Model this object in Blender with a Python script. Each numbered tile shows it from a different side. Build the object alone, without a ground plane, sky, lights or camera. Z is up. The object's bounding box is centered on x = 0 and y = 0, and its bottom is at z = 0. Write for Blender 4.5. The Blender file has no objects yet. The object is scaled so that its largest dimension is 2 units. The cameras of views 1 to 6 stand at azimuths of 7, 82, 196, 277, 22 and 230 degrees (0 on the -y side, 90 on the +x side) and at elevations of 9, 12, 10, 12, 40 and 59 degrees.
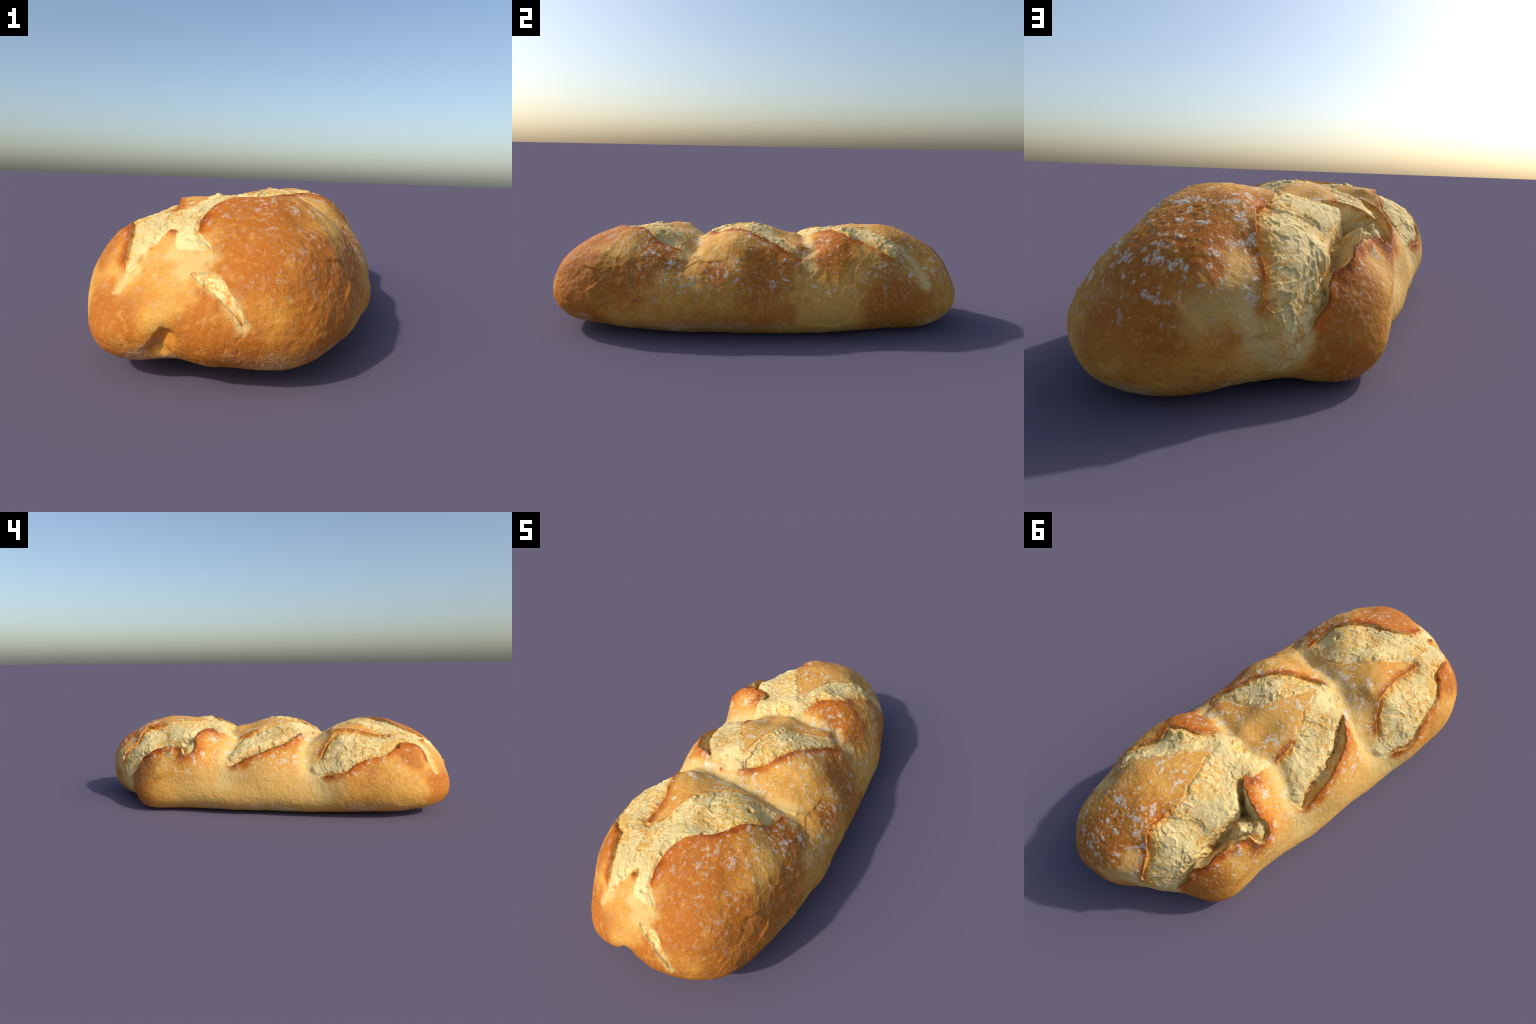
# A scored bread loaf: a lofted loaf body with three V-shaped score openings, raised ears,
# stretched pale valleys between the lobes, a split front end and a flour-dusted crust.
import bpy, math
import numpy as np

rng = np.random.default_rng(7)

# ------------------------------------------------------------------ body: lofted sections
AXIS, CAP, AXIS_Z = 0.60, 0.40, 0.25            # half length of the straight spine, cap radius, spine height
SPINE = 2 * AXIS + math.pi * CAP                # s runs over the loaf from the front pole to the back pole
SECTIONS = {   # one cross-section per station: control radii round the spine, from +x over the top
    -0.107: [0.378, 0.378, 0.378, 0.379, 0.379, 0.379, 0.379, 0.379, 0.379, 0.378, 0.378, 0.378, 0.378, 0.378, 0.378, 0.378, 0.378, 0.378],
    0.000: [0.370, 0.370, 0.369, 0.369, 0.368, 0.368, 0.368, 0.369, 0.369, 0.370, 0.370, 0.371, 0.372, 0.373, 0.373, 0.372, 0.372, 0.371],
    0.107: [0.384, 0.370, 0.353, 0.337, 0.325, 0.322, 0.326, 0.336, 0.353, 0.368, 0.379, 0.389, 0.407, 0.419, 0.422, 0.419, 0.409, 0.397],
    0.214: [0.379, 0.364, 0.337, 0.299, 0.279, 0.277, 0.287, 0.315, 0.342, 0.367, 0.443, 0.430, 0.390, 0.382, 0.365, 0.399, 0.417, 0.407],
    0.320: [0.357, 0.337, 0.300, 0.268, 0.256, 0.245, 0.243, 0.283, 0.331, 0.336, 0.508, 0.443, 0.264, 0.251, 0.266, 0.336, 0.395, 0.396],
    0.427: [0.347, 0.329, 0.272, 0.252, 0.229, 0.225, 0.232, 0.262, 0.385, 0.401, 0.483, 0.390, 0.233, 0.189, 0.209, 0.274, 0.355, 0.373],
    0.534: [0.315, 0.308, 0.273, 0.261, 0.230, 0.217, 0.227, 0.256, 0.365, 0.427, 0.468, 0.367, 0.241, 0.180, 0.187, 0.241, 0.344, 0.371],
    0.641: [0.336, 0.325, 0.288, 0.273, 0.167, 0.203, 0.224, 0.218, 0.362, 0.447, 0.476, 0.357, 0.257, 0.203, 0.203, 0.255, 0.356, 0.394],
    0.748: [0.363, 0.337, 0.250, 0.271, 0.222, 0.213, 0.250, 0.263, 0.374, 0.444, 0.476, 0.372, 0.274, 0.229, 0.235, 0.286, 0.365, 0.415],
    0.854: [0.378, 0.306, 0.194, 0.179, 0.187, 0.184, 0.228, 0.343, 0.325, 0.458, 0.477, 0.373, 0.280, 0.247, 0.262, 0.308, 0.371, 0.459],
    0.961: [0.393, 0.284, 0.217, 0.177, 0.143, 0.174, 0.159, 0.195, 0.257, 0.332, 0.494, 0.374, 0.281, 0.261, 0.282, 0.329, 0.379, 0.441],
    1.068: [0.412, 0.346, 0.313, 0.243, 0.194, 0.226, 0.229, 0.278, 0.320, 0.354, 0.477, 0.378, 0.294, 0.271, 0.289, 0.332, 0.386, 0.450],
    1.175: [0.386, 0.333, 0.296, 0.260, 0.243, 0.222, 0.224, 0.240, 0.329, 0.401, 0.436, 0.379, 0.311, 0.277, 0.286, 0.329, 0.398, 0.465],
    1.282: [0.375, 0.329, 0.265, 0.210, 0.232, 0.202, 0.242, 0.224, 0.311, 0.415, 0.424, 0.374, 0.307, 0.273, 0.276, 0.318, 0.399, 0.482],
    1.389: [0.365, 0.314, 0.243, 0.166, 0.193, 0.130, 0.176, 0.190, 0.286, 0.347, 0.452, 0.375, 0.293, 0.263, 0.262, 0.301, 0.394, 0.497],
    1.495: [0.352, 0.323, 0.263, 0.203, 0.203, 0.197, 0.220, 0.245, 0.246, 0.336, 0.422, 0.367, 0.298, 0.258, 0.251, 0.286, 0.381, 0.507],
    1.602: [0.388, 0.369, 0.336, 0.249, 0.203, 0.210, 0.156, 0.283, 0.396, 0.387, 0.399, 0.370, 0.298, 0.249, 0.245, 0.285, 0.375, 0.500],
    1.709: [0.417, 0.350, 0.234, 0.249, 0.228, 0.212, 0.234, 0.257, 0.311, 0.402, 0.379, 0.379, 0.284, 0.235, 0.245, 0.300, 0.387, 0.475],
    1.816: [0.403, 0.344, 0.277, 0.269, 0.223, 0.219, 0.219, 0.192, 0.228, 0.401, 0.412, 0.396, 0.248, 0.216, 0.246, 0.309, 0.384, 0.432],
    1.923: [0.365, 0.262, 0.271, 0.253, 0.227, 0.216, 0.176, 0.223, 0.244, 0.287, 0.417, 0.412, 0.231, 0.219, 0.256, 0.319, 0.391, 0.454],
    2.029: [0.376, 0.237, 0.288, 0.255, 0.232, 0.243, 0.197, 0.206, 0.264, 0.233, 0.298, 0.326, 0.291, 0.267, 0.290, 0.354, 0.426, 0.478],
    2.136: [0.399, 0.353, 0.301, 0.263, 0.242, 0.247, 0.231, 0.199, 0.265, 0.259, 0.299, 0.322, 0.314, 0.315, 0.339, 0.396, 0.453, 0.454],
    2.243: [0.393, 0.360, 0.316, 0.293, 0.274, 0.276, 0.226, 0.205, 0.272, 0.280, 0.289, 0.301, 0.330, 0.377, 0.408, 0.440, 0.469, 0.448],
    2.350: [0.389, 0.381, 0.367, 0.348, 0.330, 0.320, 0.313, 0.308, 0.307, 0.310, 0.318, 0.332, 0.352, 0.372, 0.386, 0.393, 0.393, 0.391],
    2.457: [0.355, 0.355, 0.355, 0.355, 0.355, 0.354, 0.354, 0.353, 0.353, 0.353, 0.353, 0.354, 0.354, 0.355, 0.355, 0.355, 0.355, 0.355],
    2.563: [0.369, 0.369, 0.369, 0.370, 0.370, 0.370, 0.370, 0.370, 0.370, 0.370, 0.370, 0.370, 0.370, 0.369, 0.369, 0.369, 0.369, 0.369],
}
ctrl = np.array([SECTIONS[k] for k in sorted(SECTIONS)])
NST, NRAD = ctrl.shape
flat_ctrl = ctrl.ravel()

def bspline(t):
    return np.stack([(1 - t) ** 3, 3 * t ** 3 - 6 * t * t + 4, -3 * t ** 3 + 3 * t * t + 3 * t + 1, t ** 3], 1) / 6

def phi_of(s):
    q = math.pi / 2 * CAP
    return np.where(s < q, s / CAP - math.pi / 2, np.where(s > SPINE - q, (s - SPINE) / CAP + math.pi / 2, 0))

def radius(s, turn):
    """loft radius at spine length s and turn (degrees, 0 = straight up, + towards -x)"""
    x = np.clip(s / SPINE * (NST - 3), 0, NST - 3 - 1e-6); i = x.astype(int)
    y = ((turn + 90) % 360) / 360 * NRAD; j = y.astype(int)
    wi, wj = bspline(x - i), bspline(y - j)
    r = np.zeros_like(x)
    for a in range(4):
        for b in range(4):
            r += wi[:, a] * wj[:, b] * flat_ctrl[(i + a) * NRAD + (j + b - 1) % NRAD]
    return r

def surface(s, turn):
    s = np.asarray(s, float); turn = np.asarray(turn, float)
    ph, th = phi_of(s), np.radians(turn + 90)
    y = np.clip(s - math.pi / 2 * CAP - AXIS, -AXIS, AXIS)
    d = np.stack([np.cos(th) * np.cos(ph), np.sin(ph), np.sin(th) * np.cos(ph)], 1)
    return np.stack([np.zeros_like(y), y, np.full_like(y, AXIS_Z)], 1) + d * radius(s, turn)[:, None]

def chart(s, turn):
    """flat map of the skin: spine length, arc across the back"""
    return np.stack([s, np.radians(turn) * CAP * np.cos(phi_of(s))], 1)

def curve(points, step=0.006):
    """smooth curve on the skin through (s, turn) control points -> dense 3D points, chart points"""
    p = np.array(points, float)
    if len(p) == 2:
        q = p[0] + (p[1] - p[0]) * np.linspace(0, 1, 12)[:, None]
    else:
        e = np.vstack([2 * p[0] - p[1], p, 2 * p[-1] - p[-2]]); out = []
        for k in range(1, len(e) - 2):
            n = max(2, int(np.linalg.norm(surface(*e[k:k + 2].T)[0] - surface(*e[k:k + 2].T)[1]) / step))
            t = np.linspace(0, 1, n, endpoint=False)[:, None]
            a, b, c, d = e[k - 1:k + 3]
            out.append(0.5 * (2 * b + (c - a) * t + (2 * a - 5 * b + 4 * c - d) * t ** 2 + (3 * b - a - 3 * c + d) * t ** 3))
        q = np.vstack(out + [p[-1:]])
    return surface(q[:, 0], q[:, 1]), chart(q[:, 0], q[:, 1]), q

# ------------------------------------------------------------------ noise
def _hash(ix, iy, iz, seed):
    h = (ix * 374761393 + iy * 668265263 + iz * 2147483647 + seed * 974711) & 0xFFFFFFFF
    h = ((h ^ (h >> 13)) * 1274126177) & 0xFFFFFFFF
    return h ^ (h >> 16)

def noise(p, freq, seed=0):
    """gradient noise in about -1..1"""
    q = p * freq + seed * 17.31
    i = np.floor(q).astype(np.int64); f = q - i
    u = f * f * f * (f * (f * 6 - 15) + 10)
    r = np.zeros(len(p))
    for dx in (0, 1):
        for dy in (0, 1):
            for dz in (0, 1):
                h = _hash(i[:, 0] + dx, i[:, 1] + dy, i[:, 2] + dz, seed)
                g = ((h & 1023) / 511.5 - 1) * (f[:, 0] - dx) + (((h >> 10) & 1023) / 511.5 - 1) * (f[:, 1] - dy) + (((h >> 20) & 1023) / 511.5 - 1) * (f[:, 2] - dz)
                r += g * (u[:, 0] if dx else 1 - u[:, 0]) * (u[:, 1] if dy else 1 - u[:, 1]) * (u[:, 2] if dz else 1 - u[:, 2])
    return r * 1.25

def fbm(p, freq, octaves=3, gain=0.5, seed=0):
    return sum(noise(p, freq * 2.03 ** k, seed + k) * gain ** k for k in range(octaves))

def ridged(p, freq, octaves=3, gain=0.5, seed=0):
    return sum((1 - 2.2 * np.abs(noise(p, freq * 2.1 ** k, seed + k))) * gain ** k for k in range(octaves))

def smooth(a, b, x):
    t = np.clip((x - a) / (b - a), 0, 1)
    return t * t * (3 - 2 * t)

# ------------------------------------------------------------------ the score openings
# kind of edge: (lip raised, crumb drops below it, width of the drop, lip leans over the crumb) in metres
EDGE = {
    "lip":    (0.006, 0.017, 0.022, 0.005),
    "ear":    (0.010, 0.042, 0.034, 0.010),
    "cavity": (0.012, 0.024, 0.026, 0.014),
    "wall":   (0.011, 0.022, 0.024, 0.003),
    "flap":   (0.002, 0.005, 0.014, 0.000),
    "pale":   (0.000, 0.001, 0.012, 0.000),
}
OPENINGS = {
    "front": [
        ("lip", [(0.840, -57.6), (0.785, -54.1), (0.724, -47.7), (0.697, -37.4), (0.650, -27.1), (0.569, -15.1), (0.519, 0.5), (0.431, 14.9), (0.348, 22.2), (0.232, 27.8)]),
        ("pale", [(0.225, 28.0), (0.178, 23.2), (0.141, 17.4), (0.119, 15.8), (0.149, 34.1), (0.175, 43.7), (0.202, 51.2)]),
        ("flap", [(0.281, 46.4), (0.313, 48.3), (0.295, 54.8), (0.281, 60.1), (0.279, 67.1), (0.276, 73.2), (0.288, 78.9)]),
        ("pale", [(0.305, 84.9), (0.308, 90.9), (0.333, 83.8)]),
        ("lip", [(0.353, 80.3), (0.363, 75.4), (0.388, 69.9), (0.433, 66.5), (0.523, 66.6), (0.564, 71.9), (0.604, 77.2)]),
        ("lip", [(0.659, 79.3), (0.733, 82.1), (0.780, 85.9), (0.814, 89.5), (0.862, 91.8), (0.906, 93.0)]),
        ("pale", [(0.943, 94.7), (0.983, 93.2), (0.998, 87.5), (0.964, 83.0)]),
        ("wall", [(0.938, 77.1), (0.921, 69.0), (0.894, 61.0), (0.862, 53.6), (0.833, 50.6), (0.771, 50.3), (0.689, 52.3), (0.603, 54.7)]),
        ("flap", [(0.580, 52.3), (0.622, 47.9), (0.663, 40.8), (0.739, 30.8), (0.801, 18.2), (0.862, -3.1), (0.882, -26.2)]),
        ("pale", [(0.897, -46.9), (0.905, -58.6)]),
    ],
    "middle": [
        ("lip", [(1.392, -69.6), (1.358, -68.6), (1.322, -63.7), (1.284, -55.5), (1.239, -50.7), (1.201, -46.5), (1.151, -38.7), (1.093, -29.0), (1.055, -23.6), (1.019, -11.9), (0.995, 2.5)]),
        ("pale", [(0.980, 13.0), (0.984, 27.2), (0.999, 37.6), (1.026, 45.6)]),
        ("ear", [(1.048, 51.9), (1.072, 58.0), (1.096, 63.9), (1.127, 68.6), (1.163, 71.7), (1.200, 73.7), (1.243, 77.6), (1.293, 80.4), (1.344, 84.1), (1.396, 88.8)]),
        ("pale", [(1.434, 89.1), (1.437, 85.4), (1.443, 79.5), (1.427, 73.0), (1.407, 64.5), (1.393, 54.4)]),
        ("wall", [(1.385, 49.2), (1.362, 47.4), (1.320, 44.5), (1.303, 41.0)]),
        ("flap", [(1.267, 36.7), (1.225, 29.8), (1.171, 22.6), (1.122, 17.0), (1.078, 11.4), (1.120, 8.4), (1.170, 4.1), (1.213, -1.4), (1.270, -8.8), (1.300, -20.2), (1.332, -36.3)]),
        ("pale", [(1.348, -49.1), (1.378, -60.7), (1.402, -68.2)]),
    ],
    "back": [
        ("lip", [(1.812, -70.3), (1.776, -66.2), (1.720, -59.7), (1.684, -52.9), (1.633, -53.4), (1.614, -48.3), (1.585, -40.5), (1.560, -30.6), (1.517, -27.7)]),
        ("pale", [(1.459, -21.4), (1.443, -9.0), (1.439, 15.4), (1.429, 26.7), (1.451, 3.3), (1.439, 23.0), (1.430, 34.1), (1.412, 47.0)]),
        ("pale", [(1.454, 47.6), (1.471, 45.1)]),
        ("cavity", [(1.526, 46.3), (1.549, 42.5), (1.570, 46.2), (1.579, 51.0), (1.592, 53.1), (1.602, 64.5), (1.596, 73.2), (1.622, 79.8), (1.671, 79.6)]),
        ("ear", [(1.686, 74.6), (1.721, 75.0), (1.764, 75.0), (1.794, 76.5), (1.833, 78.3), (1.893, 82.1), (1.950, 84.0)]),
        ("lip", [(1.987, 94.6), (2.029, 101.5), (2.054, 106.3)]),
        ("pale", [(2.088, 112.2), (2.090, 119.9), (2.098, 131.9), (2.108, 134.9), (2.127, 125.4), (2.149, 120.1), (2.192, 120.5), (2.255, 124.1), (2.243, 109.3)]),
        ("wall", [(2.242, 97.5), (2.253, 85.1), (2.220, 64.8), (2.205, 53.5), (2.176, 39.3), (2.083, 23.6), (2.017, 21.2), (1.935, 22.4), (1.888, 20.7)]),
        ("flap", [(1.788, 21.2), (1.748, 11.9), (1.698, 7.5), (1.631, -0.5), (1.564, -9.2), (1.635, -14.5), (1.701, -23.2), (1.759, -31.1), (1.807, -41.8)]),
        ("pale", [(1.876, -52.9), (1.929, -56.9), (1.925, -63.4), (1.858, -69.1)]),
    ],
}
SPLIT = [(0.098, 53.0), (0.078, 50.4), (0.055, 41.1), (0.027, 17.9), (0.018, -63.7), (0.039, -106.8), (0.061, -117.4), (0.079, -127.0), (0.093, -132.6)]           # the gaping seam on the front end
LINES = {
    "valley_front": [[(0.906, -65.2), (0.912, -51.1), (0.926, -20.5), (0.939, 14.3), (0.978, 40.6), (1.006, 54.9), (1.019, 69.4), (1.018, 83.8), (1.004, 94.2)]],
    "valley_back": [[(1.441, -80.1), (1.420, -72.8), (1.402, -67.7), (1.464, -58.2), (1.442, -46.8), (1.448, -24.5), (1.458, 4.7), (1.442, 31.0), (1.408, 49.5), (1.413, 62.2), (1.442, 77.2), (1.454, 89.1)]],
    "valley_side": [[(0.906, -65.2), (0.917, -40.7), (0.897, -63.4), (0.857, -74.6), (0.809, -78.8)]],
    "crack": [[(0.092, -132.2), (0.105, -141.4), (0.110, -151.8), (0.126, -153.3), (0.145, -159.0)],
        [(1.835, 95.5), (1.794, 92.6), (1.747, 91.4), (1.688, 91.5), (1.634, 91.0), (1.602, 94.4)],
        [(1.270, 98.5), (1.222, 97.5), (1.179, 97.4)],
        [(0.683, -97.5), (0.734, -101.0), (0.802, -101.7), (0.960, -102.3), (0.988, -107.1)]],
    "cleft": [[(1.736, 71.4), (1.779, 74.0), (1.830, 76.6), (1.898, 79.9), (1.953, 82.6)],
        [(1.078, 53.9), (1.148, 65.5), (1.220, 71.0), (1.331, 79.2), (1.388, 86.0)]],
    "crest": [[(1.675, 78.9), (1.686, 74.6), (1.721, 75.0), (1.764, 75.0), (1.794, 76.5), (1.833, 78.3), (1.893, 82.1)]],
    "notch": [[(0.159, 129.0), (0.185, 132.6), (0.219, 135.1)]],
    "fold": [[(0.445, -81.4), (0.502, -77.6), (0.526, -73.8)],
        [(0.813, -79.4), (0.865, -76.1), (0.922, -71.5), (0.983, -72.7), (1.064, -70.3)],
        [(1.666, -72.3), (1.629, -80.1), (1.623, -88.3), (1.558, -90.3)],
        [(1.477, -76.7), (1.439, -82.8), (1.402, -87.6)],
        [(1.762, -86.3), (1.718, -93.7), (1.648, -95.6), (1.626, -99.5), (1.618, -103.6), (1.588, -109.0), (1.532, -112.0), (1.429, -111.0), (1.346, -110.4)],
        [(0.331, -71.8), (0.462, -78.6), (0.458, -86.6), (0.370, -98.4)]],
    "dent": [[(0.645, -67.5), (0.647, -79.8), (0.651, -93.0)]],
    "hollow": [[(1.565, 46.0), (1.605, 53.5), (1.635, 60.0), (1.655, 65.5)]],
    "hollow_low": [[(1.650, 57.0), (1.700, 62.5), (1.750, 67.5), (1.805, 72.0), (1.86, 75.5)]],
}
HOLES = [(0.767, -30.3, 0.012, 0.018), (0.630, -15.9, 0.008, 0.016), (0.573, -5.0, 0.007, 0.01), (0.548, 69.0, 0.016, 0.02), (1.195, -38.7, 0.007, 0.016), (1.096, -25.2, 0.006, 0.01), (1.163, 65.7, 0.011, 0.022), (1.218, 70.1, 0.013, 0.018), (1.327, 78.8, 0.013, 0.018), (1.376, 84.4, 0.01, 0.014)]
POCKETS = [(1.738, 72.1, 0.02, 0.02), (1.70, 74.5, 0.030, 0.018)]
KNOBS = [(0.281, 50.1, 0.012, 0.014), (0.990, 33.8, 0.016, 0.014), (1.473, 0.6, 0.018, 0.014), (1.063, 2.8, 0.01, 0.009), (1.042, 52.2, 0.02, 0.01), (0.881, 45.5, 0.03, 0.012)]         # curled scraps of crust: place, radius, height

# ------------------------------------------------------------------ grid on the skin
ROWS, COLS = 780, 680
s_row = SPINE * np.arange(1, ROWS) / ROWS
turn_col = -180 + 360 * (np.arange(COLS) + 0.5) / COLS
S, T = [a.ravel() for a in np.meshgrid(s_row, turn_col, indexing="ij")]
S = np.concatenate([S, [1e-4, SPINE - 1e-4]]); T = np.concatenate([T, [0, 0]])
P0 = surface(S, T)
NV = len(P0)
CH = chart(S, T)
grid = np.arange((ROWS - 1) * COLS).reshape(ROWS - 1, COLS)
right = np.roll(grid, -1, 1)
quads = np.stack([grid[:-1], right[:-1], right[1:], grid[1:]], -1).reshape(-1, 4)
fans = np.vstack([np.stack([right[0], grid[0], np.full(COLS, NV - 2)], -1), np.stack([grid[-1], right[-1], np.full(COLS, NV - 1)], -1)])

def normals(p):
    n = np.zeros_like(p)
    fq = np.cross(p[quads[:, 2]] - p[quads[:, 0]], p[quads[:, 3]] - p[quads[:, 1]])
    ft = np.cross(p[fans[:, 1]] - p[fans[:, 0]], p[fans[:, 2]] - p[fans[:, 0]])
    for k in range(4):
        for a in range(3):
            n[:, a] += np.bincount(quads[:, k], fq[:, a], NV)
            if k < 3:
                n[:, a] += np.bincount(fans[:, k], ft[:, a], NV)
    return n / (np.linalg.norm(n, axis=1, keepdims=True) + 1e-12)

N0 = normals(P0)
if ((P0 - [0, 0, AXIS_Z]) * N0).sum() < 0:
    N0 = -N0; quads = quads[:, ::-1].copy(); fans = fans[:, ::-1].copy()

def to_path(p, path, chunk=40000):
    """distance of points to a dense path; also the nearest point and its share of the path"""
    a, b = path[:-1], path[1:]; ab = b - a; l2 = (ab * ab).sum(1) + 1e-12
    dist, near, at = np.empty(len(p)), np.empty((len(p), 3)), np.empty(len(p))
    for k in range(0, len(p), chunk):
        q = p[k:k + chunk]
        h = np.clip((q @ ab.T - (a * ab).sum(1)) / l2, 0, 1)
        d2 = (q * q).sum(1)[:, None] - 2 * (q @ a.T) + (a * a).sum(1) - 2 * h * (q @ ab.T - (a * ab).sum(1)) + h * h * l2
        j = d2.argmin(1); r = np.arange(len(q)); hh = h[r, j]
        near[k:k + chunk] = a[j] + ab[j] * hh[:, None]
        dist[k:k + chunk] = np.linalg.norm(q - near[k:k + chunk], axis=1); at[k:k + chunk] = (j + hh) / len(a)
    return dist, near, at

def inside(p, poly):
    x, y = p.T; r = np.zeros(len(p), bool)
    for (x0, y0), (x1, y1) in zip(poly, np.roll(poly, -1, 0)):
        if y0 != y1:
            r ^= ((y0 > y) != (y1 > y)) & (x < (x1 - x0) * (y - y0) / (y1 - y0) + x0)
    return r

# torn edges: the distance to a cut is measured from slightly shaken points
shake = np.stack([fbm(P0, 22, 3, 0.45, 40 + k) for k in range(3)], 1) * 0.0068
PW = P0 + shake - (shake * N0).sum(1, keepdims=True) * N0
lift = np.zeros(NV); slide = np.zeros((NV, 3)); region = np.zeros(NV, int); edge_gap = np.full(NV, 9.0); ear_gap = np.full(NV, 9.0)
crumb_depth = np.zeros(NV)
CELL = 0.0032
paths = {}
for number, (name, edges) in enumerate(OPENINGS.items(), 1):
    ring = [q for kind, q in edges]
    dense, flat, spec = [], [], []
    for k, (kind, q) in enumerate(edges):
        nxt = edges[(k + 1) % len(edges)][1][0]
        pts, ch, st = curve(q + [nxt])
        dense.append(pts); flat.append(ch[:-1]); spec.append(kind)
        paths.setdefault(kind, []).append(pts)
    poly = np.vstack(flat); allp = np.vstack(dense)
    lo, hi = allp.min(0) - 0.13, allp.max(0) + 0.13
    sel = np.flatnonzero(((P0 > lo) & (P0 < hi)).all(1))
    D, NEAR = zip(*[to_path(PW[sel], d)[:2] for d in dense])
    D = np.array(D); best = D.argmin(0); dmin = D.min(0)
    near = np.array(NEAR)[best, np.arange(len(sel))]
    w = np.exp(-(D - dmin) / 0.010); w /= w.sum(0)
    par = np.array([EDGE[k] for k in spec]).T @ w
    toward = near - PW[sel]
    # sharpen the side test with the shaken chart position
    t1 = np.cross(N0[sel], [0, 1.0, 0]); t1 /= np.linalg.norm(t1, axis=1, keepdims=True) + 1e-9
    chs = CH[sel].copy(); sh = (PW - P0)[sel]
    chs[:, 0] += sh[:, 1]; chs[:, 1] += (sh * t1).sum(1) * CAP / radius(S[sel], T[sel])
    isin = inside(chs, poly)
    # wherever a grid edge crosses the cut, its nearer end is moved onto the cut line
    whole_in = np.zeros(NV, bool); whole_in[sel] = isin
    whole_d = np.full(NV, 9.0); whole_d[sel] = dmin
    snapped = np.zeros(NV, bool)
    for u, v in ((grid.ravel(), right.ravel()), (grid[:-1].ravel(), grid[1:].ravel())):
        cross = (whole_in[u] != whole_in[v]) & (whole_d[u] < 0.012) & (whole_d[v] < 0.012)
        u, v = u[cross], v[cross]
        snapped[np.where(whole_d[u] < whole_d[v], u, v)] = True
    snap = snapped[sel]
    tang = toward - (toward * N0[sel]).sum(1, keepdims=True) * N0[sel]
    sd = np.where(isin, -dmin, dmin)
    raise_, drop, width, lean = par
    crust = raise_ * np.exp(-np.maximum(sd, 0) / 0.026)
    torn = np.abs(noise(P0[sel], 48, 90)) * 0.6 + 0.7
    crumb = raise_ * 0.6 - drop * torn * (1 - np.exp(-dmin / 0.0014)) * np.exp(-(dmin / width) ** 1.3) - raise_ * 0.6 * (1 - np.exp(-dmin / 0.02))
    own = np.where(isin & ~snap, crumb, crust)
    fade = smooth(0.13, 0.08, dmin)
    lift[sel] += own * fade
    unit = tang / (np.linalg.norm(tang, axis=1, keepdims=True) + 1e-9)
    ln = np.where(isin & ~snap, 0.55 * lean * np.exp(-dmin / 0.007), lean * np.exp(-np.maximum(sd, 0) / 0.022)) * (0.6 + 0.8 * np.abs(noise(P0[sel], 30, 91)))
    # direction into the opening, evened out along the lip
    into = np.zeros((NV, 3)); into[sel] = unit * (np.where(isin, -1, 1) * np.clip(dmin / 0.006, 0, 1) * (dmin < 0.04))[:, None]
    field = into[:NV - 2].reshape(ROWS - 1, COLS, 3)
    for _ in range(6):
        field = (field + np.roll(field, 1, 1) + np.roll(field, -1, 1) + np.vstack([field[:1], field[:-1]]) + np.vstack([field[1:], field[-1:]])) / 5
    into[:NV - 2] = field.reshape(-1, 3)
    into = into[sel]; into /= np.linalg.norm(into, axis=1, keepdims=True) + 1e-6
    slide[sel] += into * ln[:, None] + np.where(snap[:, None], tang, 0)
    hit = isin & ~snap
    region[sel[hit]] = number
    crumb_depth[sel[hit]] = np.maximum(crumb_depth[sel[hit]], smooth(0, 0.022, dmin[hit]))
    region[sel[snap & (region[sel] == 0)]] = -number
    edge_gap[sel] = np.minimum(edge_gap[sel], dmin)
    ears = [k for k, kind in enumerate(spec) if kind in ("ear", "cavity")]
    if ears:
        ear_gap[sel] = np.minimum(ear_gap[sel], D[ears].min(0))

# the gaping seam on the front end, tapered at both ends
sp, _, _ = curve(SPLIT)
d, near, at = to_path(PW, sp)
halfw = 0.022 * np.clip(np.sin(np.pi * at ** 0.8), 0, 1) ** 0.8 * (1 - 0.35 * at)
m = (d < halfw) & (P0[:, 1] < -0.5)
snapped = np.zeros(NV, bool)
for u, v in ((grid.ravel(), right.ravel()), (grid[:-1].ravel(), grid[1:].ravel())):
    cross = (m[u] != m[v]) & (P0[u, 1] < -0.5)
    u, v = u[cross], v[cross]
    snapped[np.where(np.abs(d - halfw)[u] < np.abs(d - halfw)[v], u, v)] = True
out = PW - near; out -= (out * N0).sum(1, keepdims=True) * N0
slide += np.where(snapped[:, None], out / (d[:, None] + 1e-9) * np.clip(halfw - d, -0.004, 0.004)[:, None], 0)
m &= ~snapped
lift -= np.where(m, 0.006 * (1 - (d / (halfw + 1e-6)) ** 4), 0)
lift += np.where(~m & (P0[:, 1] < -0.5), 0.003 * np.exp(-np.maximum(d - halfw, 0) / 0.012) * (halfw > 0.003), 0)
region[m] = 4; crumb_depth[m] = 0.5; region[snapped & (region == 0)] = -4

# ------------------------------------------------------------------ grooves, creases, pits
torn_wall = np.zeros(NV)

def groove(name, depth, width, power=2.0, crumb_only=False, ends=0.25):
    global lift, torn_wall
    for pts in LINES[name]:
        d, near, at = to_path(PW, curve(pts)[0])
        taper = np.clip(np.minimum(at, 1 - at) * 6, 0, 1) ** 0.7
        only = (region > 0) * smooth(0, 0.006, edge_gap) if crumb_only else (region <= 0 if depth < 0 else 1.0)
        if crumb_only:
            torn_wall = np.maximum(torn_wall, np.exp(-(d / width / 1.15) ** 4) * only)
        lift = lift - depth * np.exp(-(d / width) ** power) * (ends + (1 - ends) * taper) * only

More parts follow.
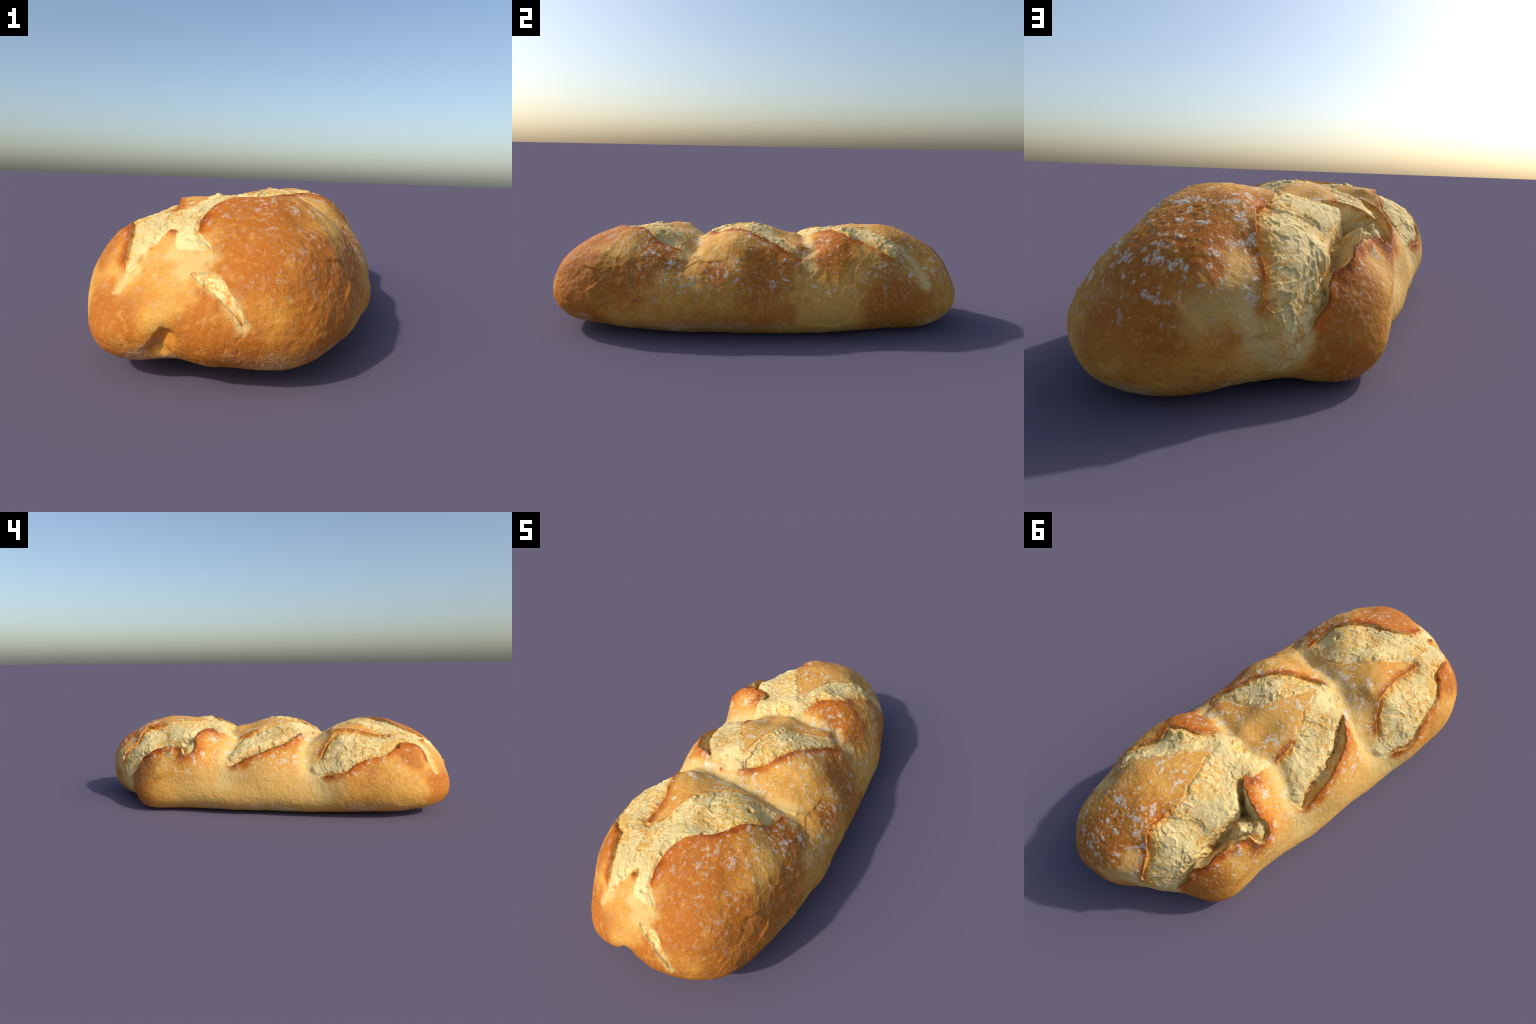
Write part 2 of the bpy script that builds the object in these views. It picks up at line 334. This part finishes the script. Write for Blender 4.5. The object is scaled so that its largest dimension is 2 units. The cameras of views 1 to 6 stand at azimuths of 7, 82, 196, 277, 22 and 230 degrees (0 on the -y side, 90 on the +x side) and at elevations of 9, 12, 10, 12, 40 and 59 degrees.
def crease(name, height, width):
    """a fold: one side stands proud of the other"""
    global lift
    for pts in LINES[name]:
        path = curve(pts)[0]
        d, near, at = to_path(P0 + shake * 0.6, path)
        tangent = np.gradient(path, axis=0)[np.minimum((at * (len(path) - 1)).astype(int), len(path) - 1)]
        side = ((P0 - near) * np.cross(N0, tangent)).sum(1)
        side = np.sign(side)
        ends = np.clip(np.minimum(at, 1 - at) * 5, 0, 1)
        lift = lift + height * side * np.exp(-d / width) * (1 - np.exp(-d / 0.002)) * ends

groove("valley_front", 0.021, 0.034, ends=0.0)
groove("valley_back", 0.022, 0.034, ends=0.0)
groove("valley_side", 0.012, 0.032)
groove("crest", -0.016, 0.026, ends=0.2)
groove("hollow", 0.10, 0.033, 5, True)
groove("hollow_low", 0.065, 0.026, 4, True)
groove("cleft", 0.045, 0.022, 2.5, True)
groove("crack", 0.0018, 0.0025)
groove("notch", 0.030, 0.020, ends=1.0)
groove("dent", 0.006, 0.03)
crease("fold", 0.0024, 0.045)
for s_, t_, r_, dep in HOLES:
    c = surface([s_], [t_])[0]
    d = np.linalg.norm((P0 + shake * 1.5) - c, axis=1)
    lift -= dep * np.exp(-(d / r_) ** 4)
for s_, t_, r_, dep in POCKETS:
    c = surface([s_], [t_])[0]
    d = np.linalg.norm((P0 + shake) - c, axis=1)
    lift -= dep * np.exp(-(d / r_) ** 2.5)
for s_, t_, r_, high in KNOBS:
    d = np.linalg.norm((P0 + shake) - surface([s_], [t_])[0], axis=1)
    lift += high * np.exp(-(d / r_) ** 2)

# ------------------------------------------------------------------ surface relief
is_crumb = region > 0
warp = P0 + 0.012 * np.stack([noise(P0, 16, 60 + k) for k in range(3)], 1)
stretch = warp * [1.0, 1.0, 1.35]
def flakes(p, freq, levels, seed):
    """torn layers: terraces with thin steep rims"""
    q = (fbm(p, freq, 3, 0.5, seed) + 1) * levels
    f = q - np.floor(q)
    return (np.floor(q) + smooth(0.0, 0.22, f) + 0.35 * np.exp(-((f - 0.22) / 0.10) ** 2)) / levels - 1
along = P0 * 0.75 + np.minimum(edge_gap, 0.11)[:, None] * [1.0, 0.6, -0.8]   # folds follow the lips
along = along + 0.010 * np.stack([noise(P0, 22, 60 + k) for k in range(3)], 1)
fold = warp * 0.95 + np.minimum(edge_gap, 0.11)[:, None] * [0.35, 0.2, -0.3]
rough = 0.42 + 0.70 * np.exp(-edge_gap / 0.035) + 0.25 * smooth(0.1, 0.5, noise(P0, 8, 35))
thin = np.clip(1 - 6.5 * np.abs(noise(along, 24, 71)), 0, 1) ** 1.6 * smooth(0.0, 0.4, noise(P0, 11, 72))
thin2 = np.clip(1 - 5.0 * np.abs(noise(along, 62, 73)), 0, 1) * smooth(0.05, 0.45, noise(P0, 14, 74))
torn_relief = rough * (0.013 * flakes(fold, 9, 2.2, 3) + 0.0060 * flakes(fold, 23, 1.4, 27) + 0.0028 * fbm(warp, 26, 2, 0.5, 11) + 0.0016 * fbm(warp, 70, 2, 0.6, 21)) \
    + 0.0014 * fbm(along, 42, 2, 0.5, 29) + 0.0014 * thin + 0.0014 * thin2 + 0.0065 * noise(fold, 8, 31) + 0.0005 * ridged(warp, 105, 2, 0.5, 37) * smooth(-0.3, 0.3, noise(P0, 18, 38))
patch = smooth(-0.25, 0.35, noise(P0, 9, 33))
skin_relief = 0.0032 * fbm(P0, 7, 2, 0.5, 5) + 0.0010 * noise(P0, 28, 8) + 0.0009 * fbm(P0, 70, 2, 0.5, 9)
blister = smooth(0.35, 0.95, (P0[:, 1]) ) * smooth(0.12, 0.32, P0[:, 2]) * smooth(-0.1, 0.1, P0[:, 0])
skin_relief += (0.0010 + 0.0016 * blister) * (1 - 2 * np.abs(noise(warp, 42, 14)))
dented = smooth(0.05, 0.25, P0[:, 0]) * smooth(0.08, 0.16, P0[:, 2])
skin_relief += dented * (0.0055 * fbm(P0 * [1, 1, 0.7], 9, 2, 0.5, 81) + 0.0028 * (ridged(warp, 14, 2, 0.5, 83) - 0.4))
soft = 1 - np.exp(-edge_gap / 0.01)
torn_relief = torn_relief - 0.007 * smooth(0.42, 0.62, noise(warp, 36, 51)) * np.exp(-edge_gap / 0.035)
lift += np.where(is_crumb, torn_relief * np.maximum(crumb_depth, 0.15) * (0.7 + 0.4 * patch), skin_relief * (0.3 + 0.7 * soft))

ragged = np.stack([fbm(P0 + lift[:, None] * N0, 38, 3, 0.6, 95 + k) for k in range(3)], 1)
slide += ragged * (0.010 * torn_wall * crumb_depth)[:, None]          # crumbly walls in the deep tears
P = P0 + N0 * lift[:, None] + slide
# the sunny flank is slack and spreads where it meets the tray
spread = smooth(0.20, 0.05, P[:, 2]) * smooth(-0.10, -0.28, P[:, 0]) * smooth(-0.35, 0.1, P[:, 1]) * smooth(0.74, 0.50, P[:, 1])
P[:, 0] -= 0.032 * spread
P[:, 0] -= 0.010 * smooth(0.12, 0.03, P[:, 2]) * smooth(0.12, 0.30, P[:, 0]) * smooth(0.35, 0.05, P[:, 1])
P[:, 0] -= 0.003 * smooth(0.25, 0.55, P[:, 1]) * smooth(0.20, 0.36, P[:, 0]) * smooth(0.36, 0.25, P[:, 2])
# the loaf rests on its flattened base
base = 0.004
low = P[:, 2]
P[:, 2] = np.where(low < base + 0.02, base + 0.02 * np.exp(np.minimum((low - base - 0.02) / 0.02, 0)) - 0.0, low)
P[:, 2] -= P[:, 2].min()
centre = (P.max(0) + P.min(0)) / 2
P[:, :2] -= centre[:2]
P *= 2.0 / (P.max(0) - P.min(0)).max()
N = normals(P)

# ------------------------------------------------------------------ materials
def place(s, t):
    """where the skin point (s, turn) ended up on the finished loaf"""
    q = surface(np.atleast_1d(s), np.atleast_1d(t))
    return np.array([P[((P0 - c) ** 2).sum(1).argmin()] for c in q])

def trail(points, n):
    """a curve on the skin as n straight pieces on the finished loaf"""
    q = curve(points)[2]
    k = np.linspace(0, len(q) - 1, n + 1).astype(int)
    return place(q[k, 0], q[k, 1])

group = bpy.data.node_groups.new("reach_of_segment", "ShaderNodeTree")
for nm, tp in (("Point", "NodeSocketVector"), ("A", "NodeSocketVector"), ("Along", "NodeSocketVector"), ("Scaled", "NodeSocketVector"), ("Reach", "NodeSocketFloat"), ("Before", "NodeSocketFloat")):
    group.interface.new_socket(nm, in_out="INPUT", socket_type=tp)
group.interface.new_socket("Value", in_out="OUTPUT", socket_type="NodeSocketFloat")
gn, gl = group.nodes, group.links
gi, go = gn.new("NodeGroupInput"), gn.new("NodeGroupOutput")
def gmath(op, *ins, vec=False):
    n = gn.new("ShaderNodeVectorMath" if vec else "ShaderNodeMath"); n.operation = op
    for k, v in enumerate(ins):
        if isinstance(v, (int, float)): n.inputs[k].default_value = v
        else: gl.new(v, n.inputs[k])
    return n
wait = gmath("MULTIPLY_ADD", gi.outputs["Before"], gi.outputs["Before"], gi.outputs["A"], vec=True)   # evaluate the strokes one after the other
for k_ in [l_ for l_ in gl if l_.to_socket == wait.inputs[1]]: gl.remove(k_)
wait.inputs[1].default_value = (1e-9, 1e-9, 1e-9)
pa = gmath("SUBTRACT", gi.outputs["Point"], wait.outputs[0], vec=True).outputs[0]
hh = gmath("DOT_PRODUCT", pa, gi.outputs["Scaled"], vec=True).outputs["Value"]
hc = gmath("ADD", hh, 0.0); hc.use_clamp = True
sc = gn.new("ShaderNodeVectorMath"); sc.operation = "SCALE"; gl.new(gi.outputs["Along"], sc.inputs[0]); gl.new(hc.outputs[0], sc.inputs["Scale"])
ds = gmath("DISTANCE", pa, sc.outputs[0], vec=True).outputs["Value"]
dv = gmath("DIVIDE", ds, gi.outputs["Reach"]).outputs[0]
iv = gmath("SUBTRACT", 1.0, dv).outputs[0]
gl.new(gmath("MAXIMUM", iv, gi.outputs["Before"]).outputs[0], go.inputs[0])

class Tree:
    def __init__(self, name):
        self.mat = bpy.data.materials.new(name); self.mat.use_nodes = True
        self.t = self.mat.node_tree; self.n, self.l = self.t.nodes, self.t.links
        self.bsdf = self.n["Principled BSDF"]
        self.co = self.n.new("ShaderNodeTexCoord").outputs["Object"]
    def put(self, v, sock):
        if isinstance(v, (int, float)): sock.default_value = v
        elif isinstance(v, (tuple, list)): sock.default_value = tuple(v) + ((1,) if len(v) == 3 and sock.type == "RGBA" else ())
        else: self.l.new(v, sock)
    def math(self, op, *ins, clamp=False):
        n = self.n.new("ShaderNodeMath"); n.operation = op; n.use_clamp = clamp
        for k, v in enumerate(ins): self.put(v, n.inputs[k])
        return n.outputs[0]
    def vec(self, op, a, b):
        n = self.n.new("ShaderNodeVectorMath"); n.operation = op
        self.put(a, n.inputs[0]); self.put(b, n.inputs["Scale"] if op == "SCALE" else n.inputs[1])
        return n.outputs[0]
    def noise(self, scale, detail=2, rough=0.5, co=None, colour=False, stretch=None):
        n = self.n.new("ShaderNodeTexNoise")
        n.inputs["Scale"].default_value = scale; n.inputs["Detail"].default_value = detail; n.inputs["Roughness"].default_value = rough
        c = co or self.co
        if stretch: c = self.vec("MULTIPLY", c, stretch)
        self.l.new(c, n.inputs["Vector"])
        return n.outputs["Color" if colour else "Fac"]
    def step(self, v, a, b):
        n = self.n.new("ShaderNodeMapRange"); n.interpolation_type = "SMOOTHSTEP"
        self.put(v, n.inputs["Value"]); n.inputs["From Min"].default_value = a; n.inputs["From Max"].default_value = b
        return n.outputs["Result"]
    def mix(self, fac, a, b, mode="MIX"):
        n = self.n.new("ShaderNodeMix"); n.data_type = "RGBA"; n.blend_type = mode
        self.put(fac, n.inputs[0]); self.put(a, n.inputs[6]); self.put(b, n.inputs[7])
        return n.outputs[2]
    def field(self, strokes, co):
        """1 on the strokes, falling to 0 at their reach; stroke = (points, reach)"""
        v = 0.0
        for pts, reach in strokes:
            rr = np.broadcast_to(reach, (len(pts) - 1,))
            for a, b, r in zip(pts[:-1], pts[1:], rr):
                ab = b - a
                n = self.n.new("ShaderNodeGroup"); n.node_tree = group
                self.l.new(co, n.inputs["Point"])
                n.inputs["A"].default_value = a; n.inputs["Along"].default_value = ab
                n.inputs["Scaled"].default_value = ab / max(float(ab @ ab), 1e-8)
                n.inputs["Reach"].default_value = float(r)
                self.put(v, n.inputs["Before"]); v = n.outputs[0]
        return v

def srgb(r, g, b):
    return tuple((c / 255 / 12.92) if c <= 10 else ((c / 255 + 0.055) / 1.055) ** 2.4 for c in (r, g, b))

def spot(s, t):
    p = place(s, t)[0]
    return np.array([p - [0, 0.002, 0], p + [0, 0.002, 0]])

toast_strokes, rim_strokes = [], []
for edges in OPENINGS.values():
    for k, (kind, q) in enumerate(edges):
        if kind in ("pale",): continue
        nxt = edges[(k + 1) % len(edges)][1][0] if kind != "cavity" else q[-1]
        n = {"lip": 6, "ear": 6, "cavity": 5, "wall": 5, "flap": 5}[kind]
        tr = trail(q, min(n, max(2, len(q) - 1)))
        if kind in ("lip", "ear", "cavity"):
            toast_strokes.append((tr, {"lip": 0.050, "ear": 0.060, "cavity": 0.085}[kind]))
        elif kind == "wall":
            toast_strokes.append((tr, 0.032))
        rim_strokes.append((tr, {"lip": 0.030, "ear": 0.034, "cavity": 0.03, "wall": 0.055, "flap": 0.018}[kind]))
toast_strokes += [(spot(KNOBS[0][0], KNOBS[0][1]), 0.03), (spot(KNOBS[1][0], KNOBS[1][1]), 0.022)]
pale_strokes = [(trail(pts, n), r) for pts, n, r in [
    ([(0.098, 53.0), (0.078, 50.4), (0.055, 41.1), (0.027, 17.9), (0.018, -63.7), (0.039, -106.8), (0.061, -117.4), (0.079, -127.0), (0.093, -132.6)], 3, 0.034),
    ([(0.913, -63.9), (0.912, -51.1), (0.926, -20.5), (0.939, 14.3)], 3, 0.055),
    ([(0.939, 14.3), (0.971, 42.0), (1.014, 62.3), (1.018, 83.8), (0.991, 98.0), (0.926, 104.4)], 4, 0.085),
    ([(1.441, -79.4), (1.420, -72.8), (1.402, -67.7), (1.464, -58.2), (1.442, -46.8)], 3, 0.05),
    ([(1.442, -46.8), (1.457, -20.7), (1.457, 12.6), (1.438, 33.4), (1.408, 49.5)], 3, 0.04),
    ([(1.408, 49.5), (1.432, 69.5), (1.458, 87.0), (1.425, 97.0)], 3, 0.07),
    ([(1.440, 93.9), (1.446, 101.7)], 1, 0.08),
    ([(0.977, 95.3), (0.945, 100.5)], 1, 0.09),
    ([(1.995, -92.7), (1.997, -82.0), (1.990, -70.9), (1.930, -61.2)], 3, 0.05),
    ([(2.300, 99.3), (2.260, 118.8), (2.209, 127.1), (2.123, 132.3)], 3, 0.05),
    ([(2.091, 121.6), (2.089, 110.6)], 1, 0.045),
    ([(0.313, 93.7), (0.305, 87.2), (0.285, 79.5)], 2, 0.032),
    ([(0.126, 17.7), (0.110, 39.6), (0.115, 58.9)], 2, 0.05),
    ([(0.182, 51.6), (0.138, 44.2), (0.106, 40.5)], 1, 0.05),
    ([(0.921, -31.4), (0.905, -57.8), (0.864, -64.7)], 2, 0.05),
]]
fair_strokes = [(trail(pts, n), r) for pts, n, r in [
    ([(1.611, 107.9), (1.312, 110.1), (0.944, 106.4)], 2, 0.17),
    ([(1.352, 100.6), (0.906, 99.8)], 2, 0.15),
    ([(2.406, 125.4), (2.341, 87.5), (2.281, 56.4)], 2, 0.07),
    ([(0.904, -12.5), (0.936, 40.4), (0.936, 62.5)], 2, 0.07),
]]
tan_strokes = [(trail(pts, n), r) for pts, n, r in [
    ([(1.729, -54.5), (1.775, -61.8), (1.815, -68.2)], 2, 0.055),
    ([(0.851, -42.4), (0.852, -53.5)], 1, 0.05),
    ([(0.878, -47.7), (0.834, -31.7)], 1, 0.05),
    ([(1.342, -56.0), (1.385, -67.7)], 1, 0.06),
    ([(1.412, -61.0), (1.369, -51.2)], 1, 0.05),
    ([(2.243, 104.0), (2.137, 126.1)], 1, 0.05),
    ([(0.665, 7.9), (0.652, -3.0)], 1, 0.05),
]]
rim_strokes.append((trail(SPLIT, 4), 0.011))
brown_strokes = [(spot(s, t), r) for s, t, r in [
    (0.266, 111.4, 0.16),
    (0.135, -49.0, 0.20),
    (0.124, -161.3, 0.14),
    (0.115, 160.5, 0.12),
    (0.312, -87.7, 0.30),
    (0.597, -85.4, 0.20),
    (0.758, -62.9, 0.15),
    (1.226, -85.7, 0.28),
    (1.493, -64.8, 0.25),
    (1.814, -98.0, 0.30),
    (2.303, 3.1, 0.30),
    (2.378, -60.0, 0.30),
    (1.930, 94.4, 0.18),
    (1.944, 118.1, 0.15),
    (0.330, 104.2, 0.14),
    (0.318, -13.8, 0.20),
    (1.010, -79.1, 0.12),
    (1.551, -46.2, 0.12),
    (0.369, -21.3, 0.25),
    (0.206, -33.1, 0.20),
    (0.485, 76.0, 0.12),
]]

# --- crust
m = Tree("crust"); crust_mat = m.mat
wob = m.vec("ADD", m.co, m.vec("SCALE", m.vec("SUBTRACT", m.noise(14, 3, 0.6, colour=True), (0.5, 0.5, 0.5)), 0.06))
golden, amber, brown, toast, pale, flour = srgb(222, 168, 84), srgb(212, 145, 57), srgb(179, 99, 30), srgb(146, 66, 16), srgb(226, 192, 120), srgb(240, 228, 205)
big = m.noise(3.2, 3, 0.6); mid_ = m.noise(11, 4, 0.65); fine = m.noise(90, 3, 0.6)
bake = m.math("ADD", m.math("MULTIPLY", big, 0.50), m.math("ADD", m.math("MULTIPLY", mid_, 0.45), m.math("MULTIPLY", m.noise(24, 4, 0.7), 0.42)))
brown_f = m.math("ADD", m.field(brown_strokes, wob), m.math("MULTIPLY", m.math("SUBTRACT", m.noise(7, 4, 0.65), 0.5), 1.1))
bake = m.math("ADD", bake, m.math("MULTIPLY", m.step(brown_f, 0.0, 0.9), 0.37))
c = m.mix(m.step(bake, 0.56, 0.84), golden, amber)
c = m.mix(m.math("MULTIPLY", m.step(bake, 0.68, 1.02), 0.85), c, brown)
c = m.mix(m.math("MULTIPLY", m.step(fine, 0.52, 0.78), 0.5), c, brown)
c = m.mix(m.math("MULTIPLY", m.step(m.noise(48, 3, 0.6), 0.50, 0.72), 0.45), c, golden)
fair_f = m.math("ADD", m.field(fair_strokes, wob), m.math("MULTIPLY", m.math("SUBTRACT", mid_, 0.5), 1.3))
c = m.mix(m.math("MULTIPLY", m.step(fair_f, 0.0, 0.8), 0.72), c, srgb(221, 178, 101))
c = m.mix(m.math("MULTIPLY", m.step(m.noise(420, 2, 0.6), 0.5, 0.75), 0.22), c, srgb(150, 78, 20))
pale_f = m.math("ADD", m.field(pale_strokes, wob), m.math("MULTIPLY", m.math("SUBTRACT", m.noise(16, 4, 0.65), 0.5), 1.1))
c = m.mix(m.math("MULTIPLY", m.step(pale_f, 0.10, 0.85), 0.8), c, pale)
toast_f = m.math("ADD", m.field(toast_strokes, wob), m.math("MULTIPLY", m.math("SUBTRACT", m.noise(24, 3, 0.6), 0.5), 0.7))
c = m.mix(m.math("MULTIPLY", m.step(toast_f, 0.10, 0.75), 0.85), c, srgb(192, 100, 22))
c = m.mix(m.math("MULTIPLY", m.step(toast_f, 0.58, 1.05), 0.85), c, toast)
# dusted flour: blotches in drifts, fine specks everywhere, more of it where it fell from above
sep = m.n.new("ShaderNodeSeparateXYZ"); m.l.new(m.co, sep.inputs[0])
above = m.step(sep.outputs["Z"], 0.09, 0.35)
drift = m.step(m.noise(4.5, 2, 0.5), 0.32, 0.60)
behind = m.math("ADD", 0.3, m.math("MULTIPLY", m.step(sep.outputs["Y"], -0.92, -0.45), 0.7))
blot = m.noise(33, 3, 0.48, stretch=(1.0, 0.75, 0.9))
blot = m.math("ADD", blot, m.math("MULTIPLY", m.math("MULTIPLY", drift, above), 0.075))
blot2 = m.math("ADD", m.noise(72, 3, 0.5, stretch=(1.0, 0.8, 0.8)), m.math("MULTIPLY", m.math("MULTIPLY", drift, above), 0.07))
blot = m.math("MAXIMUM", m.math("SUBTRACT", blot, 0.02), m.math("SUBTRACT", blot2, 0.01))
blotch = m.math("MULTIPLY", m.step(blot, 0.613, 0.71), m.math("MULTIPLY", m.step(m.noise(260, 2, 0.6), 0.30, 0.62), above))
specks = m.math("MULTIPLY", m.step(m.noise(210, 1, 0.5), 0.70, 0.78), m.math("ADD", 0.25, m.math("MULTIPLY", m.step(m.noise(9, 2, 0.5), 0.45, 0.65), 0.75)))
haze = m.math("MULTIPLY", m.math("MULTIPLY", m.step(m.noise(22, 4, 0.7), 0.52, 0.75), above), 0.07)
geo = m.n.new("ShaderNodeNewGeometry"); nz = m.n.new("ShaderNodeSeparateXYZ"); m.l.new(geo.outputs["Normal"], nz.inputs[0])
bench = m.math("MULTIPLY", m.step(nz.outputs["Z"], -0.30, -0.75), m.math("MULTIPLY", m.step(m.noise(170, 3, 0.65), 0.46, 0.62), m.step(m.noise(6, 2, 0.5), 0.46, 0.66)))
fl = m.math("MAXIMUM", m.math("MAXIMUM", m.math("MULTIPLY", m.math("MULTIPLY", blotch, behind), 0.92), m.math("MULTIPLY", specks, 0.42)), m.math("MAXIMUM", haze, m.math("MULTIPLY", bench, 0.8)), clamp=True)
fl = m.math("MULTIPLY", fl, m.math("SUBTRACT", 1.0, m.math("MULTIPLY", m.step(toast_f, 0.5, 0.95), 0.7)))
c = m.mix(fl, c, flour)
m.l.new(c, m.bsdf.inputs["Base Color"])
m.put(m.math("ADD", 0.62, m.math("MULTIPLY", fl, 0.4)), m.bsdf.inputs["Roughness"])
m.bsdf.inputs["Specular IOR Level"].default_value = 0.14
bump = m.n.new("ShaderNodeBump"); bump.inputs["Strength"].default_value = 0.75; bump.inputs["Distance"].default_value = 0.0045
m.l.new(m.math("ADD", m.math("ADD", m.math("MULTIPLY", m.noise(130, 4, 0.6), 0.7), m.math("MULTIPLY", m.noise(380, 2, 0.6), 0.4)), m.math("ADD", m.math("MULTIPLY", blotch, 0.3), m.math("MULTIPLY", m.noise(38, 3, 0.6), 0.35))), bump.inputs["Height"])
m.l.new(bump.outputs[0], m.bsdf.inputs["Normal"])

# --- torn crumb
m = Tree("torn_crumb"); crumb_mat = m.mat
wob = m.vec("ADD", m.co, m.vec("SCALE", m.vec("SUBTRACT", m.noise(30, 3, 0.6, colour=True), (0.5, 0.5, 0.5)), 0.035))
cream, ash, honey = srgb(239, 212, 147), srgb(212, 189, 128), srgb(214, 154, 58)
c = m.mix(m.step(m.noise(9, 3, 0.6), 0.38, 0.66), cream, ash)
c = m.mix(m.math("MULTIPLY", m.step(m.noise(55, 3, 0.6), 0.5, 0.75), 0.35), c, srgb(242, 220, 158))
ridge = m.math("ABSOLUTE", m.math("SUBTRACT", m.noise(26, 3, 0.55, co=wob), 0.5))
tint = m.math("MULTIPLY", m.step(ridge, 0.075, 0.005), m.step(m.noise(7, 2, 0.5), 0.38, 0.6))
c = m.mix(m.math("MULTIPLY", tint, 0.9), c, honey)
c = m.mix(m.math("MULTIPLY", m.step(m.noise(14, 5, 0.7), 0.50, 0.68), 0.7), c, srgb(216, 172, 78))
tan_f = m.math("ADD", m.field(tan_strokes, wob), m.math("MULTIPLY", m.math("SUBTRACT", m.noise(22, 4, 0.65), 0.5), 1.4))
c = m.mix(m.math("MULTIPLY", m.step(tan_f, 0.05, 0.8), 0.7), c, srgb(214, 166, 88))
rim = m.math("ADD", m.field(rim_strokes, wob), m.math("MULTIPLY", m.math("SUBTRACT", m.noise(45, 3, 0.6), 0.5), 0.9))
c = m.mix(m.math("MULTIPLY", m.step(rim, 0.25, 0.8), 0.75), c, srgb(212, 150, 56))
c = m.mix(m.math("MULTIPLY", m.step(rim, 0.72, 1.05), 0.8), c, srgb(182, 98, 28))
m.l.new(c, m.bsdf.inputs["Base Color"])
m.bsdf.inputs["Roughness"].default_value = 0.72; m.bsdf.inputs["Specular IOR Level"].default_value = 0.25
bump = m.n.new("ShaderNodeBump"); bump.inputs["Strength"].default_value = 0.65; bump.inputs["Distance"].default_value = 0.006
m.l.new(m.math("ADD", m.noise(90, 4, 0.6, co=wob), m.math("MULTIPLY", m.noise(280, 2, 0.5), 0.3)), bump.inputs["Height"])
m.l.new(bump.outputs[0], m.bsdf.inputs["Normal"])


# ------------------------------------------------------------------ parts
def face_region(idx):
    r = region[idx]
    pos = np.where(r > 0, r, 0).max(1)
    n_in = (r > 0).sum(1); n_out = (r == 0).sum(1)
    return np.where(n_in > n_out, pos, np.where((n_in + n_out == 0), 0, np.where((n_in == n_out) & (n_in > 0), pos, 0)))

rq, rt = face_region(quads), face_region(fans)
under_v = smooth(-0.55, -0.80, N0[:, 2]) * (P[:, 2] < 0.05)
uq = (under_v[quads].mean(1) > 0.5) & (rq == 0); ut = np.zeros(len(fans), bool)
eq = (ear_gap[quads].mean(1) < 0.034) & (rq == 0) & ~uq

loaf = bpy.data.objects.new("bread_loaf", None)
bpy.context.scene.collection.objects.link(loaf)
loaf["label"] = "golden scored bread loaf with three torn pale openings"
loaf["category"] = "bread loaf"

def part(name, qsel, tsel, material, parent, kind=None):
    q, t = quads[qsel], fans[tsel]
    used = np.unique(np.concatenate([q.ravel(), t.ravel()]))
    remap = np.full(NV, -1); remap[used] = np.arange(len(used))
    me = bpy.data.meshes.new(name)
    me.vertices.add(len(used)); me.vertices.foreach_set("co", P[used].astype(np.float32).ravel())
    loops = np.concatenate([remap[q].ravel(), remap[t].ravel()]).astype(np.int32)
    starts = np.concatenate([np.arange(len(q)) * 4, len(q) * 4 + np.arange(len(t)) * 3]).astype(np.int32)
    me.loops.add(len(loops)); me.loops.foreach_set("vertex_index", loops)
    me.polygons.add(len(starts)); me.polygons.foreach_set("loop_start", starts)
    me.polygons.foreach_set("use_smooth", np.ones(len(starts), bool))
    me.update(calc_edges=True); me.validate()
    me.normals_split_custom_set_from_vertices(N[used].astype(np.float32).tolist())
    me.materials.append(material)
    o = bpy.data.objects.new(name, me)
    bpy.context.scene.collection.objects.link(o)
    o.parent = parent
    return o

none_t = np.zeros(len(fans), bool)
crust = part("crust", (rq == 0) & ~uq & ~eq, rt == 0, crust_mat, loaf)
part("underside", uq, none_t, crust_mat, loaf)
mid = P[quads].mean(1)
for lo, hi in ((-2, -0.45), (-0.45, 0.14), (0.14, 2)):
    sel = eq & (mid[:, 1] >= lo) & (mid[:, 1] < hi)
    if sel.any():
        part("crust_ear", sel, none_t, crust_mat, crust)
for number in (1, 2, 3):
    part("score_opening", rq == number, rt == number, crumb_mat, loaf)
part("end_split", rq == 4, rt == 4, crumb_mat, loaf)
